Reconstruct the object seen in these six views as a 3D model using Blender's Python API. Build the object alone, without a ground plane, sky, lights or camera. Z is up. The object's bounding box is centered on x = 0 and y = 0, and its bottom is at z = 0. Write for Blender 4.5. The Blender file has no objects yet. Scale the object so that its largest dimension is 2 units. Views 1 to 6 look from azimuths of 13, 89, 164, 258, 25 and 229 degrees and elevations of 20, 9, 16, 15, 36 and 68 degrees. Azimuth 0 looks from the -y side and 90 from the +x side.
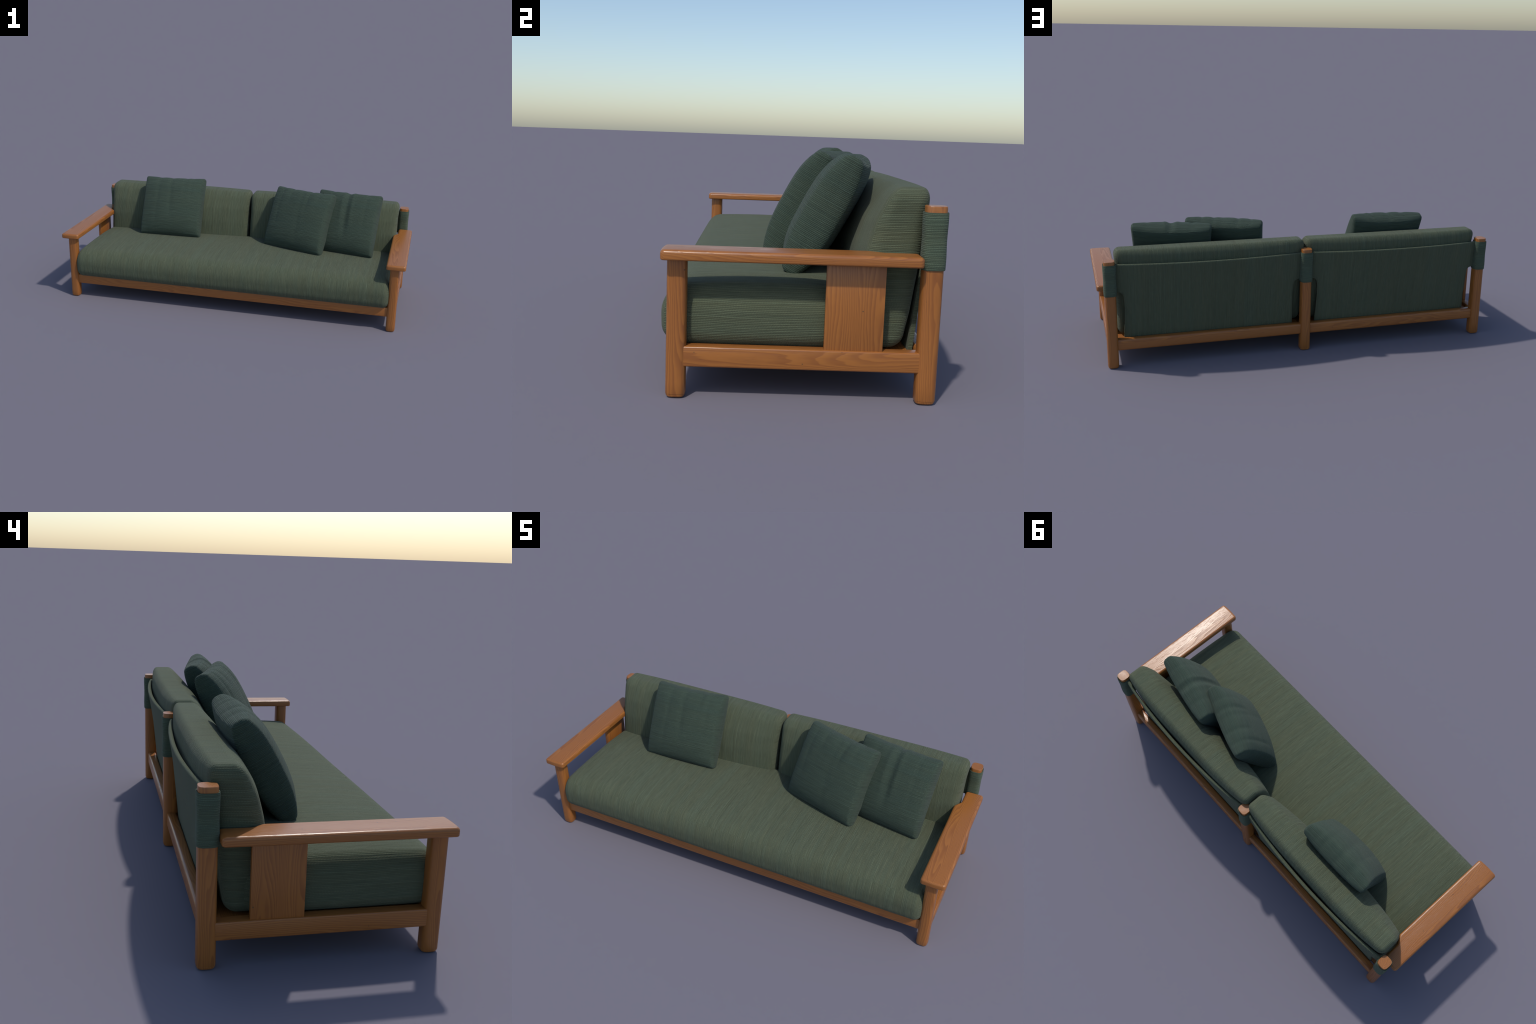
"""Two-and-a-half seat wooden sofa: orange-brown timber frame, green woven
seat and back cushions, fabric back slings sleeved over the rear posts, and
three dark green throw pillows."""
import bpy, bmesh, math, random
from mathutils import Vector, Matrix

random.seed(7)
TAU = 2 * math.pi

# ------------------------------------------------------------------ helpers
def clamp(v, a, b):
    return a if v < a else b if v > b else v

def smooth(a, b, v):
    t = clamp((v - a) / (b - a), 0.0, 1.0)
    return t * t * (3 - 2 * t)

def add_object(name, mesh, mat, parent=None, loc=(0, 0, 0), rot=None, angle=40):
    ob = bpy.data.objects.new(name, mesh)
    bpy.context.scene.collection.objects.link(ob)
    ob.location = loc
    if rot is not None:
        ob.rotation_euler = rot
    if mat and not mesh.materials:
        mesh.materials.append(mat)
    if parent:
        ob.parent = parent
    return ob

def finish(bm, name, angle=40.0, weld=1e-6):
    bmesh.ops.remove_doubles(bm, verts=bm.verts, dist=weld)
    bmesh.ops.recalc_face_normals(bm, faces=bm.faces)
    for f in bm.faces:
        f.smooth = True
    lim = math.radians(angle)
    for e in bm.edges:
        if len(e.link_faces) == 2 and e.calc_face_angle(0) > lim:
            e.smooth = False
    me = bpy.data.meshes.new(name)
    bm.to_mesh(me)
    bm.free()
    return me

def edge_steps(half, r, n_flat, n_round):
    """positions from -half to +half, dense in the rounded ends"""
    out = []
    for i in range(n_round):
        out.append(-half + r * (1 - math.cos(i / n_round * math.pi / 2)) * 1.0)
    for i in range(n_flat + 1):
        out.append(-half + r + (2 * half - 2 * r) * i / n_flat)
    for i in range(n_round - 1, -1, -1):
        out.append(half - r * (1 - math.cos(i / n_round * math.pi / 2)))
    return out

def soft_box(name, half, radii, counts, deform, n_round=7, radii_low=None, angle=60):
    """Cushion body: a box whose edges are rounded with per-axis radii
    (radii_low: radii used on the negative side), then run through deform."""
    lo = radii_low or radii
    bm = bmesh.new()
    axes = []
    for k in range(3):
        r = max(radii[k], lo[k])
        axes.append(edge_steps(half[k], r, counts[k], n_round))
    def place(p):
        q = [0, 0, 0]; d = [0, 0, 0]; rr = [0, 0, 0]
        for k in range(3):
            q[k] = clamp(p[k], -half[k] + lo[k], half[k] - radii[k])
            rr[k] = lo[k] if p[k] < 0 else radii[k]
            d[k] = (p[k] - q[k]) / rr[k]
        m = max(abs(v) for v in d)
        L = math.sqrt(sum(v * v for v in d))
        s = m / L if L > 1e-9 else 0.0
        s = s if L > 1e-9 else 1.0
        # radial remap of the cube corner onto the sphere octant
        return [q[k] + d[k] * rr[k] * s for k in range(3)]
    cache = {}
    def vert(p):
        key = tuple(round(v, 6) for v in p)
        if key not in cache:
            cache[key] = bm.verts.new(deform(*place(p)))
        return cache[key]
    for k in range(3):
        i, j = (k + 1) % 3, (k + 2) % 3
        for side in (-half[k], half[k]):
            for a in range(len(axes[i]) - 1):
                for b in range(len(axes[j]) - 1):
                    quad = []
                    for (u, v) in ((a, b), (a + 1, b), (a + 1, b + 1), (a, b + 1)):
                        p = [0, 0, 0]
                        p[k] = side; p[i] = axes[i][u]; p[j] = axes[j][v]
                        quad.append(vert(p))
                    if len(set(quad)) == 4:
                        try:
                            bm.faces.new(quad)
                        except ValueError:
                            pass
    return finish(bm, name, angle)

def beam(name, size, radius=0.004, seg=3):
    """rectangular timber with rounded arrises, centred on its own origin"""
    bm = bmesh.new()
    bmesh.ops.create_cube(bm, size=1.0)
    for v in bm.verts:
        v.co = Vector((v.co.x * size[0], v.co.y * size[1], v.co.z * size[2]))
    bmesh.ops.bevel(bm, geom=list(bm.edges), offset=radius, segments=seg,
                    profile=0.5, affect='EDGES')
    return finish(bm, name, 35)

def squircle(hx, hy, expo, n=48):
    pts = []
    for i in range(n):
        t = TAU * i / n
        c, s = math.cos(t), math.sin(t)
        k = (abs(c) ** expo + abs(s) ** expo) ** (-1 / expo)
        pts.append((hx * c * k, hy * s * k))
    return pts

def post(name, hx, hy, z0, z1, expo=3.4, foot=True, top_round=0.003):
    """vertical timber with a soft square section; small foot glide below"""
    rings = []
    if foot:
        rings += [(z0, 0.86), (z0 + 0.0025, 0.93), (z0 + 0.0045, 0.955),
                  (z0 + 0.0070, 0.96), (z0 + 0.0075, 0.985), (z0 + 0.0085, 1.0)]
    else:
        rings += [(z0, 1.0)]
    for i in range(1, 10):
        rings.append((z0 + (z1 - z0) * i / 10, 1.0))
    rings += [(z1 - top_round, 1.0), (z1 - top_round * 0.3, 0.985), (z1, 0.95)]
    bm = bmesh.new()
    loops = []
    for z, s in rings:
        loops.append([bm.verts.new((x * s, y * s, z)) for x, y in squircle(hx, hy, expo)])
    n = len(loops[0])
    for a, b in zip(loops, loops[1:]):
        for i in range(n):
            bm.faces.new((a[i], a[(i + 1) % n], b[(i + 1) % n], b[i]))
    bm.faces.new(list(reversed(loops[0])))
    bm.faces.new(loops[-1])
    return finish(bm, name, 38)

def sleeve_mesh(name, hx, hy, z0, z1, thick=0.0036, expo=3.2):
    """fabric tube round a post, rolled at both rims"""
    prof = [(0.2, z0), (0.85, z0 - 0.0002), (1.0, z0 + 0.002)]
    for i in range(1, 12):
        prof.append((1.0, z0 + (z1 - z0) * i / 12))
    prof += [(1.0, z1 - 0.002), (0.85, z1 + 0.0002), (0.2, z1)]
    bm = bmesh.new()
    loops = []
    for t, z in prof:
        o = thick * t
        bulge = 0.0006 * math.sin((z - z0) / (z1 - z0) * 9.0)
        loops.append([bm.verts.new((x, y, z)) for x, y in
                      squircle(hx + o + bulge, hy + o + bulge, expo, 56)])
    n = len(loops[0])
    for a, b in zip(loops, loops[1:] + loops[:1]):
        for i in range(n):
            bm.faces.new((a[i], a[(i + 1) % n], b[(i + 1) % n], b[i]))
    return finish(bm, name, 60)

# ---------------------------------------------------------------- materials
class Graph:
    def __init__(self, name):
        self.mat = bpy.data.materials.new(name)
        self.mat.use_nodes = True
        self.nt = self.mat.node_tree
        self.nt.nodes.clear()
    def node(self, kind, **props):
        n = self.nt.nodes.new(kind)
        for k, v in props.items():
            setattr(n, k, v)
        return n
    def put(self, sock, val):
        if hasattr(val, 'is_output') or isinstance(val, bpy.types.NodeSocket):
            self.nt.links.new(val, sock)
        else:
            sock.default_value = val
    def math(self, op, a, b=0.0, c=0.0):
        n = self.node('ShaderNodeMath', operation=op)
        for s, v in zip(n.inputs, (a, b, c)):
            self.put(s, v)
        return n.outputs[0]
    def vec(self, x, y, z):
        n = self.node('ShaderNodeCombineXYZ')
        for s, v in zip(n.inputs, (x, y, z)):
            self.put(s, v)
        return n.outputs[0]
    def split(self, v):
        n = self.node('ShaderNodeSeparateXYZ')
        self.put(n.inputs[0], v)
        return n.outputs
    def noise(self, vec, scale=1.0, detail=2.0, rough=0.5, dist=0.0):
        n = self.node('ShaderNodeTexNoise')
        self.put(n.inputs['Vector'], vec)
        n.inputs['Scale'].default_value = scale
        n.inputs['Detail'].default_value = detail
        n.inputs['Roughness'].default_value = rough
        n.inputs['Distortion'].default_value = dist
        return n.outputs['Fac']
    def white(self, w):
        n = self.node('ShaderNodeTexWhiteNoise', noise_dimensions='1D')
        self.put(n.inputs['W'], w)
        return n.outputs['Value']
    def mixf(self, f, a, b):
        n = self.node('ShaderNodeMix', data_type='FLOAT')
        self.put(n.inputs[0], f); self.put(n.inputs[2], a); self.put(n.inputs[3], b)
        return n.outputs[0]
    def mixc(self, f, a, b, blend='MIX'):
        n = self.node('ShaderNodeMix', data_type='RGBA', blend_type=blend)
        self.put(n.inputs[0], f)
        self.put(n.inputs[6], a if not isinstance(a, tuple) else (*a, 1.0))
        self.put(n.inputs[7], b if not isinstance(b, tuple) else (*b, 1.0))
        return n.outputs[2]
    def remap(self, v, a, b, c=0.0, d=1.0, smooth_=True):
        n = self.node('ShaderNodeMapRange', interpolation_type='SMOOTHSTEP' if smooth_ else 'LINEAR')
        self.put(n.inputs[0], v)
        for s, val in zip(n.inputs[1:5], (a, b, c, d)):
            s.default_value = val
        return n.outputs[0]
    def output(self, bsdf):
        o = self.node('ShaderNodeOutputMaterial')
        self.nt.links.new(bsdf, o.inputs['Surface'])

def fabric(name, tint_a, tint_b, across, along, pitch=0.0046, bead=0.0042, bump=0.75, contrast=1.0):
    """Slubby woven cloth.  across/along name, for faces looking along x, y
    and z, which object axis runs across the ribs and which along them."""
    g = Graph(name)
    tc = g.node('ShaderNodeTexCoord')
    P = g.split(tc.outputs['Object'])
    N = g.split(tc.outputs['Normal'])
    ax = {'x': P[0], 'y': P[1], 'z': P[2]}
    nx = g.math('ABSOLUTE', N[0]); ny = g.math('ABSOLUTE', N[1]); nz = g.math('ABSOLUTE', N[2])
    is_x = g.math('GREATER_THAN', nx, 0.66)
    is_z = g.math('GREATER_THAN', nz, 0.70)
    def pick(t):
        v = g.mixf(is_z, ax[t[1]], ax[t[2]])
        return g.mixf(is_x, v, ax[t[0]])
    c0 = pick(across); a0 = pick(along)
    warp = g.noise(tc.outputs['Object'], 4.0, 1.0)
    c = g.math('ADD', c0, g.math('MULTIPLY', warp, 0.010))
    a = a0
    uneven = g.noise(g.vec(g.math('MULTIPLY', c, 120.0), g.math('MULTIPLY', a, 2.6), 9.1), 1.0, 1.0)
    c = g.math('ADD', c, g.math('MULTIPLY', uneven, 0.0058))
    kf = g.math('DIVIDE', c, pitch)
    k = g.math('FLOOR', kf)
    f = g.math('FRACT', kf)
    rnd = g.white(k)
    # rib profile, uneven thickness
    rib = g.math('SINE', g.math('MULTIPLY', f, math.pi))
    rib = g.math('POWER', g.math('MAXIMUM', rib, 0.0), 0.6)
    slub = g.noise(g.vec(g.math('MULTIPLY', k, 7.31), g.math('MULTIPLY', a, 12.0), 0.0), 1.0, 2.0, 0.6)
    # twisted beads along a rib
    tw = g.math('ADD', g.math('DIVIDE', a, bead), g.math('MULTIPLY', f, 0.55))
    tw = g.math('ADD', tw, g.math('MULTIPLY', rnd, 5.0))
    tw = g.math('ADD', tw, g.math('MULTIPLY', uneven, 3.0))
    beads = g.math('MULTIPLY_ADD', g.math('SINE', g.math('MULTIPLY', tw, TAU)), 0.5, 0.5)
    h = g.math('MULTIPLY', rib, g.math('MULTIPLY_ADD', beads, 0.38, 0.62))
    amp = g.math('MULTIPLY_ADD', slub, 1.9, -0.05)
    h = g.math('MULTIPLY', h, amp)
    # colour: yarn streaks + broad drifts between two greens
    drift = g.noise(g.vec(g.math('MULTIPLY', c, 30.0), g.math('MULTIPLY', a, 1.1), 1.7), 1.0, 3.0, 0.6)
    fine = g.noise(g.vec(g.math('MULTIPLY', c, 160.0), g.math('MULTIPLY', a, 2.4), 4.2), 1.0, 2.0, 0.6)
    hue = g.remap(g.math('ADD', g.math('MULTIPLY', drift, 0.6), g.math('MULTIPLY', fine, 0.4)), 0.30, 0.70)
    col = g.mixc(hue, tint_a, tint_b)
    val = g.math('MULTIPLY_ADD', g.math('SUBTRACT', rnd, 0.5), 0.12 * contrast, 1.0)
    val = g.math('ADD', val, g.math('MULTIPLY', g.math('SUBTRACT', fine, 0.5), 0.30 * contrast))
    val = g.math('ADD', val, g.math('MULTIPLY', g.math('SUBTRACT', h, 0.50), 0.60 * contrast))
    val = g.math('MAXIMUM', val, 0.30)
    col = g.mixc(1.0, col, g.vec(val, val, val), 'MULTIPLY')
    bp = g.node('ShaderNodeBump')
    bp.inputs['Strength'].default_value = bump
    bp.inputs['Distance'].default_value = 0.0016
    g.put(bp.inputs['Height'], h)
    b = g.node('ShaderNodeBsdfPrincipled')
    g.put(b.inputs['Base Color'], col)
    b.inputs['Roughness'].default_value = 0.92
    b.inputs['Specular IOR Level'].default_value = 0.18
    b.inputs['Sheen Weight'].default_value = 0.06
    b.inputs['Sheen Roughness'].default_value = 0.5
    g.put(b.inputs['Normal'], bp.outputs[0])
    g.output(b.outputs[0])
    return g.mat

def timber(name, grain, light=(0.375, 0.140, 0.032), dark=(0.232, 0.077, 0.020)):
    """Oiled orange-brown wood; growth lines are contours of a stretched
    noise so that they close into cathedrals and knots."""
    g = Graph(name)
    tc = g.node('ShaderNodeTexCoord')
    oi = g.node('ShaderNodeObjectInfo')
    P = g.split(tc.outputs['Object'])
    order = {'x': (1, 2, 0), 'y': (0, 2, 1), 'z': (0, 1, 2)}[grain]
    u, v, w = (P[i] for i in order)
    off = g.math('MULTIPLY', oi.outputs['Random'], 37.0)
    q = g.vec(g.math('MULTIPLY_ADD', u, 17.0, off), g.math('MULTIPLY_ADD', v, 17.0, off),
              g.math('MULTIPLY_ADD', w, 1.9, off))
    n1 = g.noise(q, 1.0, 1.2, 0.45)
    lin = g.math('ADD', g.math('MULTIPLY', u, 150.0), g.math('MULTIPLY', v, 120.0))
    wob = g.noise(g.vec(g.math('MULTIPLY', u, 60.0), g.math('MULTIPLY', v, 60.0), g.math('MULTIPLY_ADD', w, 12.0, off)), 1.0, 2.0, 0.5)
    phase = g.math('ADD', g.math('MULTIPLY', n1, 14.0), lin)
    phase = g.math('ADD', phase, g.math('MULTIPLY', wob, 0.9))
    saw = g.math('FRACT', phase)
    ring = g.math('MULTIPLY', g.remap(saw, 0.05, 0.86), g.remap(saw, 0.88, 1.0, 1.0, 0.0))
    pores = g.noise(g.vec(g.math('MULTIPLY', u, 520.0), g.math('MULTIPLY', v, 520.0), g.math('MULTIPLY', w, 26.0)), 1.0, 2.0, 0.6)
    pore = g.remap(pores, 0.55, 0.75)
    broad = g.noise(q, 0.6, 2.0, 0.5)
    t = g.math('ADD', g.math('MULTIPLY', ring, 0.62), g.math('MULTIPLY', pore, 0.25))
    t = g.math('ADD', t, g.math('MULTIPLY', g.math('SUBTRACT', broad, 0.5), 0.7))
    t = g.math('MINIMUM', g.math('MAXIMUM', t, 0.0), 1.0)
    col = g.mixc(t, light, dark)
    # a few tiny filled knots
    vo = g.node('ShaderNodeTexVoronoi')
    g.put(vo.inputs['Vector'], g.vec(g.math('ADD', P[0], off), g.math('ADD', P[1], off), P[2]))
    vo.inputs['Scale'].default_value = 21.0
    knot = g.remap(vo.outputs['Distance'], 0.025, 0.055, 1.0, 0.0)
    col = g.mixc(g.math('MULTIPLY', knot, 0.8), col, (0.05, 0.045, 0.03))
    bp = g.node('ShaderNodeBump')
    bp.inputs['Strength'].default_value = 0.18
    bp.inputs['Distance'].default_value = 0.0008
    g.put(bp.inputs['Height'], g.math('MULTIPLY', g.math('ADD', ring, pore), -1.0))
    b = g.node('ShaderNodeBsdfPrincipled')
    g.put(b.inputs['Base Color'], col)
    g.put(b.inputs['Roughness'], g.math('MULTIPLY_ADD', t, 0.12, 0.28))
    b.inputs['Specular IOR Level'].default_value = 0.5
    g.put(b.inputs['Normal'], bp.outputs[0])
    g.output(b.outputs[0])
    return g.mat

OLIVE_A, OLIVE_B = (0.092, 0.103, 0.061), (0.085, 0.104, 0.066)
TEAL_A, TEAL_B = (0.050, 0.070, 0.049), (0.044, 0.067, 0.050)
cloth_cushion = fabric('olive_woven_cushion', OLIVE_A, OLIVE_B, 'zxx', 'yzy')
cloth_sling = fabric('green_woven_sling', OLIVE_A, OLIVE_B, 'zxx', 'yzy', contrast=0.7)
cloth_sleeve = fabric('green_woven_sleeve', (0.080, 0.102, 0.065), (0.071, 0.099, 0.067), 'zzy', 'yxx')
cloth_pillow = fabric('dark_green_woven_pillow', TEAL_A, TEAL_B, 'zzy', 'yxx', bump=0.9)
wood_x = timber('oiled_timber_grain_across', 'x')
wood_y = timber('oiled_timber_grain_deep', 'y')
wood_z = timber('oiled_timber_grain_upright', 'z')

# ------------------------------------------------------------------- sofa
sofa = bpy.data.objects.new('sofa', None)
bpy.context.scene.collection.objects.link(sofa)
sofa['label'] = 'long wooden frame sofa with green woven cushions'
sofa['category'] = 'sofa'

POST_X, BACK_Y, FRONT_Y = 0.9415, 0.3302, -0.3255
POST_HX, POST_HY = 0.0258, 0.0276
RAIL_Z0, RAIL_Z1 = 0.0820, 0.1365
ARM_Z0, ARM_Z1 = 0.3655, 0.3930
SLEEVE_Z0, SLEEVE_Z1, POST_TOP = 0.3560, 0.5040, 0.5200

front_leg_mesh = post('front_leg', 0.0252, 0.0262, 0.0, ARM_Z0 + 0.006)
back_leg_mesh = post('back_leg', POST_HX, POST_HY, 0.0, POST_TOP)
sleeve = sleeve_mesh('post_sleeve', POST_HX, POST_HY, SLEEVE_Z0, SLEEVE_Z1)
for sx in (-1, 1):
    add_object('front_leg', front_leg_mesh, wood_z, sofa, (sx * POST_X, FRONT_Y, 0))
for px in (-POST_X, 0.0, POST_X):
    leg = add_object('back_leg', back_leg_mesh, wood_z, sofa, (px, BACK_Y, 0))
    add_object('post_sleeve', sleeve, cloth_sleeve, sofa, (px, BACK_Y, 0))

# rails
rail_h = RAIL_Z1 - RAIL_Z0
rail_zc = (RAIL_Z0 + RAIL_Z1) / 2
side_rail = beam('side_rail', (0.040, BACK_Y - FRONT_Y - 0.03, rail_h), 0.0045)
for sx in (-1, 1):
    add_object('side_rail', side_rail, wood_y, sofa, (sx * 0.9425, (BACK_Y + FRONT_Y) / 2, rail_zc))
front_rail = beam('front_rail', (2 * POST_X - 0.02, 0.036, rail_h), 0.0045)
add_object('front_rail', front_rail, wood_x, sofa, (0, -0.322, rail_zc))
rear_rail = beam('rear_rail', (POST_X - 0.02, 0.038, rail_h), 0.009, 4)
for sx in (-1, 1):
    add_object('rear_rail', rear_rail, wood_x, sofa, (sx * POST_X / 2, 0.3265, rail_zc))

# platform: two boards either side of a centre bearer
board = beam('platform_board', (0.9010, 0.601, 0.018), 0.002, 2)
for sx in (-1, 1):
    add_object('platform_board', board, wood_x, sofa, (sx * 0.4735, -0.0010, 0.1140))
bearer = beam('centre_bearer', (0.045, 0.606, 0.040), 0.002, 2)
add_object('centre_bearer', bearer, wood_y, sofa, (0, 0.0, 0.0855))

# side panel between rail and armrest
panel = beam('side_panel', (0.017, 0.153, ARM_Z0 - RAIL_Z1 + 0.004), 0.0012, 2)
for sx in (-1, 1):
    add_object('side_panel', panel, wood_z, sofa, (sx * 0.9480, 0.1345, (ARM_Z0 + RAIL_Z1) / 2))

# armrest: plank with a cut-back inner rear corner and rounded arrises
def round_corners(pts, radii, seg=6):
    """replace each corner of a polygon by a small arc"""
    out = []
    n = len(pts)
    for i in range(n):
        p, a, b = Vector(pts[i]), Vector(pts[i - 1]), Vector(pts[(i + 1) % n])
        da, db = (a - p).normalized(), (b - p).normalized()
        r = radii[i]
        half = da.angle(db) / 2
        t = r / math.tan(half)
        p0, p1 = p + da * t, p + db * t
        c = p + (da + db).normalized() * (r / math.sin(half))
        a0 = math.atan2(p0.y - c.y, p0.x - c.x)
        a1 = math.atan2(p1.y - c.y, p1.x - c.x)
        d = (a1 - a0 + math.pi) % TAU - math.pi
        for k in range(seg + 1):
            t_ = a0 + d * k / seg
            out.append((c.x + r * math.cos(t_), c.y + r * math.sin(t_)))
    return out

def armrest_mesh(name, sx):
    """plank, inner rear corner cut back to clear the cushion; fat round-over
    along the top edge, small one below"""
    xi, xo, xn = 0.8945, 1.0, 0.9190
    yf, yb = -0.3672, 0.2995
    xm = (xi + xo) / 2
    pts = [(xo, yb), (xn, yb), (xn, 0.208), (xi, 0.172), (xi, yf + 0.003), (xm, yf), (xo, yf + 0.003)]
    loop = round_corners(pts, [0.0130, 0.0125, 0.020, 0.030, 0.0125, 0.3, 0.0125])
    n = len(loop)
    normals = []
    for i in range(n):
        a, b = Vector(loop[i - 1]), Vector(loop[(i + 1) % n])
        t = (b - a).normalized()
        normals.append(Vector((t.y, -t.x)))
    # orientation: make normals point outwards
    area = sum(loop[i][0] * loop[(i + 1) % n][1] - loop[(i + 1) % n][0] * loop[i][1] for i in range(n))
    flip = 1 if area > 0 else -1
    H, R, r = ARM_Z1 - ARM_Z0, 0.0110, 0.0050
    prof = [(r * (1 - math.sin(k / 5 * math.pi / 2)), r * (1 - math.cos(k / 5 * math.pi / 2))) for k in range(6)]
    prof += [(R * (1 - math.cos(k / 8 * math.pi / 2)), H - R * 0.85 + R * 0.85 * math.sin(k / 8 * math.pi / 2)) for k in range(9)]
    cx, cy = 0.948, -0.03
    bm = bmesh.new()
    rings = []
    for inset, z in prof:
        rings.append([bm.verts.new((sx * (loop[i][0] - flip * normals[i].x * inset - cx),
                                    loop[i][1] - flip * normals[i].y * inset - cy, z)) for i in range(n)])
    for a, b in zip(rings, rings[1:]):
        for i in range(n):
            bm.faces.new((a[i], a[(i + 1) % n], b[(i + 1) % n], b[i]))
    bm.faces.new(rings[0])
    bm.faces.new(rings[-1])
    return finish(bm, name, 42, 1e-7), (sx * cx, cy, ARM_Z0)
for sx in (-1, 1):
    me, loc = armrest_mesh('armrest', sx)
    add_object('armrest', me, wood_y, sofa, loc)

# ------------------------------------------------------------ seat cushion
SEAT_HX, SEAT_Y0, SEAT_Y1, SEAT_Z0, SEAT_Z1 = 0.9265, -0.3640, 0.235, 0.124, 0.2875
seat_hy = (SEAT_Y1 - SEAT_Y0) / 2
seat_hz = (SEAT_Z1 - SEAT_Z0) / 2
def seat_deform(x, y, z):
    u, v, w = x / SEAT_HX, y / seat_hy, z / seat_hz
    crown = 0.028 * (1 - min(1, abs(u)) ** 5) ** 0.6 * (1 - min(1, abs(v + 0.02) / 1.02) ** 2.3) if w > -0.4 else 0.0
    crown *= smooth(-0.4, 0.9, w)
    bow = 0.008 * (1 - w * w) * (1 if y < 0 else 0)          # front swells
    side = 0.0075 * (1 - abs(w) ** 4) * max(0.0, 1 - v * v)
    ripple = 0.0012 * math.sin(7.1 * x + 1.3) * math.sin(9.0 * y + 2.0 * x)
    return (x + math.copysign(side, x) * smooth(0.7, 1.0, abs(u)),
            y - bow * smooth(0.3, 1.0, -v) + 0.0,
            z + crown + ripple * smooth(0, 1, w)
            - 0.010 * smooth(0.15, 1.0, v) * smooth(0.55, 1.0, abs(u)) * smooth(0, 1, w))
seat_mesh = soft_box('seat_cushion', (SEAT_HX, seat_hy, seat_hz), (0.040, 0.085, 0.075), (150, 50, 6),
                     seat_deform, 9, (0.040, 0.060, 0.050))
add_object('seat_cushion', seat_mesh, cloth_cushion, sofa,
           (0, (SEAT_Y0 + SEAT_Y1) / 2, (SEAT_Z0 + SEAT_Z1) / 2))

# ------------------------------------------------------------ back cushions
BC_HX, BC_Z0, BC_Z1 = 0.4566, 0.130, 0.563
bc_hz = (BC_Z1 - BC_Z0) / 2
def lerp_table(tab, t):
    if t <= tab[0][0]:
        return tab[0][1]
    for (a, va), (b, vb) in zip(tab, tab[1:]):
        if t <= b:
            s = (t - a) / (b - a)
            return va + (vb - va) * s
    return tab[-1][1]
BACK_LINE = [(0.13, 0.270), (0.23, 0.288), (0.335, 0.300), (0.435, 0.310), (0.565, 0.325)]
FRONT_LINE = [(0.13, 0.125), (0.26, 0.151), (0.39, 0.170), (0.47, 0.189), (0.54, 0.219), (0.565, 0.231)]
def make_back_cushion(seed):
    rng = random.Random(seed)
    ph = rng.uniform(0, 6)
    def deform(x, n, z):
        zw = z + (BC_Z0 + BC_Z1) / 2
        u = x / BC_HX
        w = z / bc_hz
        body = (1 - abs(u) ** 3.2) * (1 - abs(w) ** 3)
        yb = lerp_table(BACK_LINE, zw) + (0.004 + 0.026 * smooth(0.16, 0.46, zw) * (1 - 0.65 * smooth(0.47, 0.57, zw))) * (1 - min(1, abs(u)) ** 3.0)
        yf = lerp_table(FRONT_LINE, zw) - 0.036 * body
        t = n / 0.06
        y = (yb + yf) / 2 + (yb - yf) / 2 * t
        y += 0.0012 * math.sin(11 * x + ph) * math.sin(8 * zw + ph)
        z2 = zw + 0.000 * (1 - abs(u) ** 4) * smooth(0.6, 1, w)
        return (x * (1 - 0.012 * (1 - smooth(0.5, 0.95, w))), y, z2)
    return soft_box('back_cushion', (BC_HX, 0.06, bc_hz), (0.028, 0.030, 0.036), (80, 10, 40), deform, 8)
for i, sx in enumerate((-1, 1)):
    add_object('back_cushion', make_back_cushion(3 + i), cloth_cushion, sofa, (sx * 0.4588, 0, 0))

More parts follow.
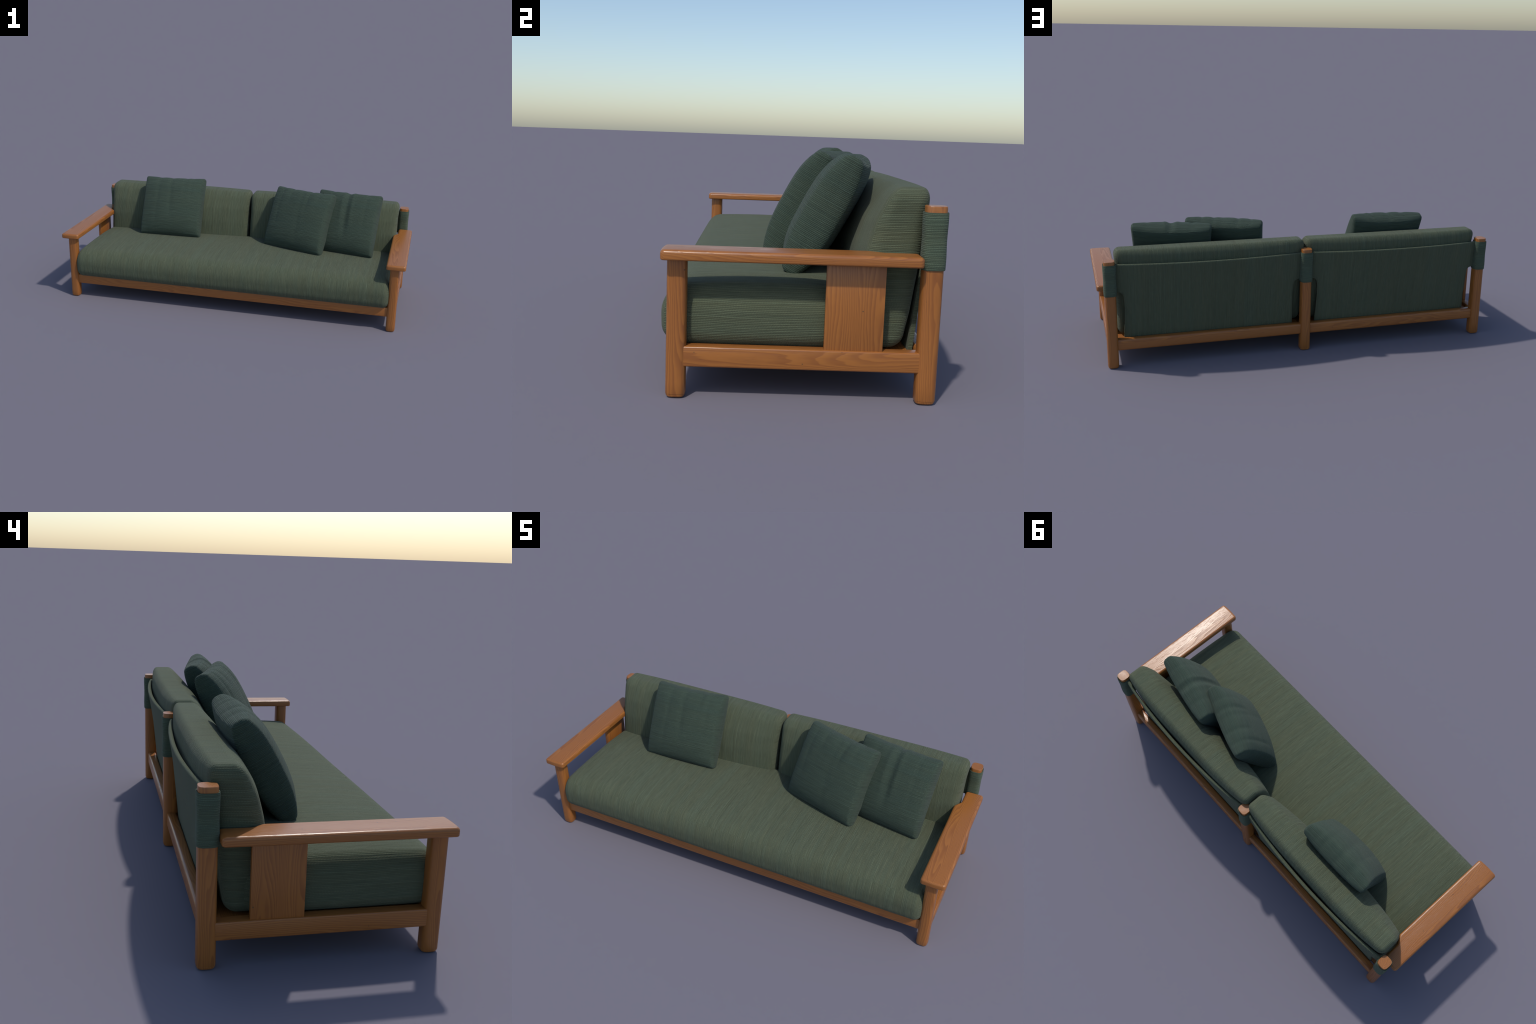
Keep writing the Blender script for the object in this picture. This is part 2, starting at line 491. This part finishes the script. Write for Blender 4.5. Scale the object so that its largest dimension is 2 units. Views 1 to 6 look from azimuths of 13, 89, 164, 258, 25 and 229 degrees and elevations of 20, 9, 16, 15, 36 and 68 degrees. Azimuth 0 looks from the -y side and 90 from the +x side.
# ------------------------------------------------------------- back slings
def sling_mesh(name):
    """fabric sheet between two posts: full width tabs at sleeve height, cut
    in below them, dropping into the slot behind the platform; it bellies
    backwards in the middle of the top edge."""
    x_full, half_t, x_mid = 0.4640, 0.0080, POST_X / 2
    rows = [0.100, 0.110, 0.125]
    rows += [0.125 + (0.345 - 0.125) * i / 16 for i in range(1, 17)]
    rows += [0.350, 0.355, 0.359, 0.362, 0.3645, 0.3665, 0.368]
    rows += [0.368 + (0.490 - 0.368) * i / 10 for i in range(1, 11)]
    rows += [0.494, 0.497, 0.4995, 0.5012, 0.5022, 0.5026]
    def half_width(z):
        if z >= 0.368:
            return x_full
        w = lerp_table([(0.10, 0.4130), (0.20, 0.4095), (0.28, 0.4060), (0.33, 0.4080), (0.350, 0.4125), (0.358, 0.4180),
                        (0.362, 0.4250), (0.3665, 0.4400), (0.368, 0.4560)], z)
        return w
    def centre(x, z):
        u = x / x_full
        belly = (1 - u * u) ** 0.9
        k = smooth(0.10, 0.50, z)
        base = 0.2950 + 0.0285 * ((z - 0.10) / 0.40) ** 0.9
        sag = 0.0405 * belly * clamp((z - 0.1) / 0.4, 0, 1.02) ** 1.32
        return base + sag, z - 0.0015 * belly * smooth(0.45, 0.5, z)
    NX = 64
    bm = bmesh.new()
    grid = {}
    for j, z in enumerate(rows):
        hw = half_width(z)
        for i in range(NX + 1):
            s = -1 + 2 * i / NX
            s = math.sin(s * math.pi / 2) * 0.35 + s * 0.65
            x = hw * s
            y, zz = centre(x, z)
            d_top = rows[-1] - z
            t = half_t
            r = 0.0085
            if d_top < r:
                t *= math.sqrt(max(0.0, 1 - (1 - d_top / r) ** 2))
            t = max(t, 0.0004)
            for side in (-1, 1):
                tt = t if 0 < i < NX else t * 0.7
                grid[(i, j, side)] = bm.verts.new((x, y + side * tt, zz))
    NJ = len(rows)
    for j in range(NJ - 1):
        for i in range(NX):
            for side in (-1, 1):
                bm.faces.new([grid[(a, b, side)] for a, b in ((i, j), (i + 1, j), (i + 1, j + 1), (i, j + 1))])
        for i in (0, NX):
            bm.faces.new([grid[(i, j, -1)], grid[(i, j + 1, -1)], grid[(i, j + 1, 1)], grid[(i, j, 1)]])
    for i in range(NX):
        for j in (0, NJ - 1):
            bm.faces.new([grid[(i, j, -1)], grid[(i + 1, j, -1)], grid[(i + 1, j, 1)], grid[(i, j, 1)]])
    return finish(bm, name, 50)
sling = sling_mesh('back_sling')
for sx in (-1, 1):
    add_object('back_sling', sling, cloth_sling, sofa, (sx * POST_X / 2, 0, 0))

# ------------------------------------------------------------ throw pillows
PW, PT, PH = 0.193, 0.045, 0.187
def make_pillow(seed, creases):
    """square pillow, lens-shaped in section and pinched at the four corners;
    creases is a list of (u, lean, v_low, depth, width) soft pull folds
    running down the front from the top edge"""
    rng = random.Random(seed)
    ph = [rng.uniform(0, 6.28) for _ in range(6)]
    def deform(x, y, z):
        u, v = x / PW, z / PH
        cu, cv = min(1.0, abs(u)), min(1.0, abs(v))
        n = y / PT
        # edge thickness: full in the middle of a side, thin at corners
        edge = 1 - 0.52 * cv ** 3 * cu ** 3 - (0.26 if v > 0 else 0.50) * cv ** 5 * (1 - cu ** 4)
        t = PT * n * edge
        full = ((1 - cu ** 2.6) * (1 - cv ** 2.6)) ** 0.8
        t += 0.036 * full * n if n < 0 else 0.014 * full * n
        x2 = x * (1 - 0.028 * (1 - cv ** 2) * cu)
        z2 = z * (1 - (0.034 if v > 0 else 0.014) * (1 - cu ** 2) * cv)
        for (u0, lean, v_low, depth, width) in creases:
            uc = u0 + lean * (1 - v)
            g = math.exp(-((u - uc) / width) ** 2)
            m = smooth(v_low - 0.25, v_low + 0.45, v)
            t += depth * g * m * (smooth(0.3, -0.5, n) if v < 0.95 else 0.6)
            z2 -= depth * 0.7 * g * smooth(0.88, 1.0, v)
        lump = math.sin(2.3 * u + ph[0] + 1.1 * v) + 0.7 * math.sin(3.7 * u - 1.9 * v + ph[2])
        t += 0.0012 * lump * (1 if n < 0 else 0.4) * (1 - cu ** 4) * (1 - cv ** 4)
        return (x2, t, z2)
    return soft_box('throw_pillow', (PW, PT, PH), (0.015, 0.034, 0.015), (52, 8, 52), deform, 8)

PILLOWS = [
    # centre x, y, z, turn about z, lean back, roll in its own plane, creases
    ((-0.4690, 0.1130, 0.4680), 0.0, 28.5, -1.5,
     [(-0.06, 0.05, -0.35, 0.0042, 0.08), (0.42, -0.03, 0.35, 0.0030, 0.06), (-0.50, 0.02, 0.45, 0.0030, 0.07),
      (-0.42, -0.03, -0.75, 0.0022, 0.06), (0.62, 0.04, 0.0, 0.0018, 0.05)]),
    ((0.3430, 0.0550, 0.4680), -19.3, 28.0, -0.8,
     [(0.28, -0.04, 0.2, 0.0045, 0.07), (-0.35, 0.02, 0.5, 0.0040, 0.06), (0.58, 0.0, 0.5, 0.0030, 0.05),
      (-0.68, 0.02, -0.4, 0.0028, 0.05), (0.05, 0.06, -0.8, 0.0020, 0.07)]),
    ((0.6170, 0.0860, 0.4660), -11.2, 28.0, -0.8,
     [(0.02, 0.03, -0.45, 0.0070, 0.085), (-0.50, 0.03, 0.5, 0.0030, 0.07),
      (0.16, 0.03, -0.2, -0.0028, 0.05), (-0.14, 0.02, -0.1, -0.0025, 0.06), (0.60, 0.03, -0.3, 0.0020, 0.05)]),
]
for k, (loc, turn, lean, roll, creases) in enumerate(PILLOWS):
    ob = add_object('throw_pillow', make_pillow(20 + k, creases), cloth_pillow)
    M = Matrix.Rotation(math.radians(turn), 4, 'Z') @ Matrix.Rotation(math.radians(-lean), 4, 'X') @ Matrix.Rotation(math.radians(roll), 4, 'Y')
    ob.rotation_euler = M.to_euler()
    ob.location = loc
    ob['label'] = 'square dark green woven throw pillow with soft folds'
    ob['category'] = 'pillow'
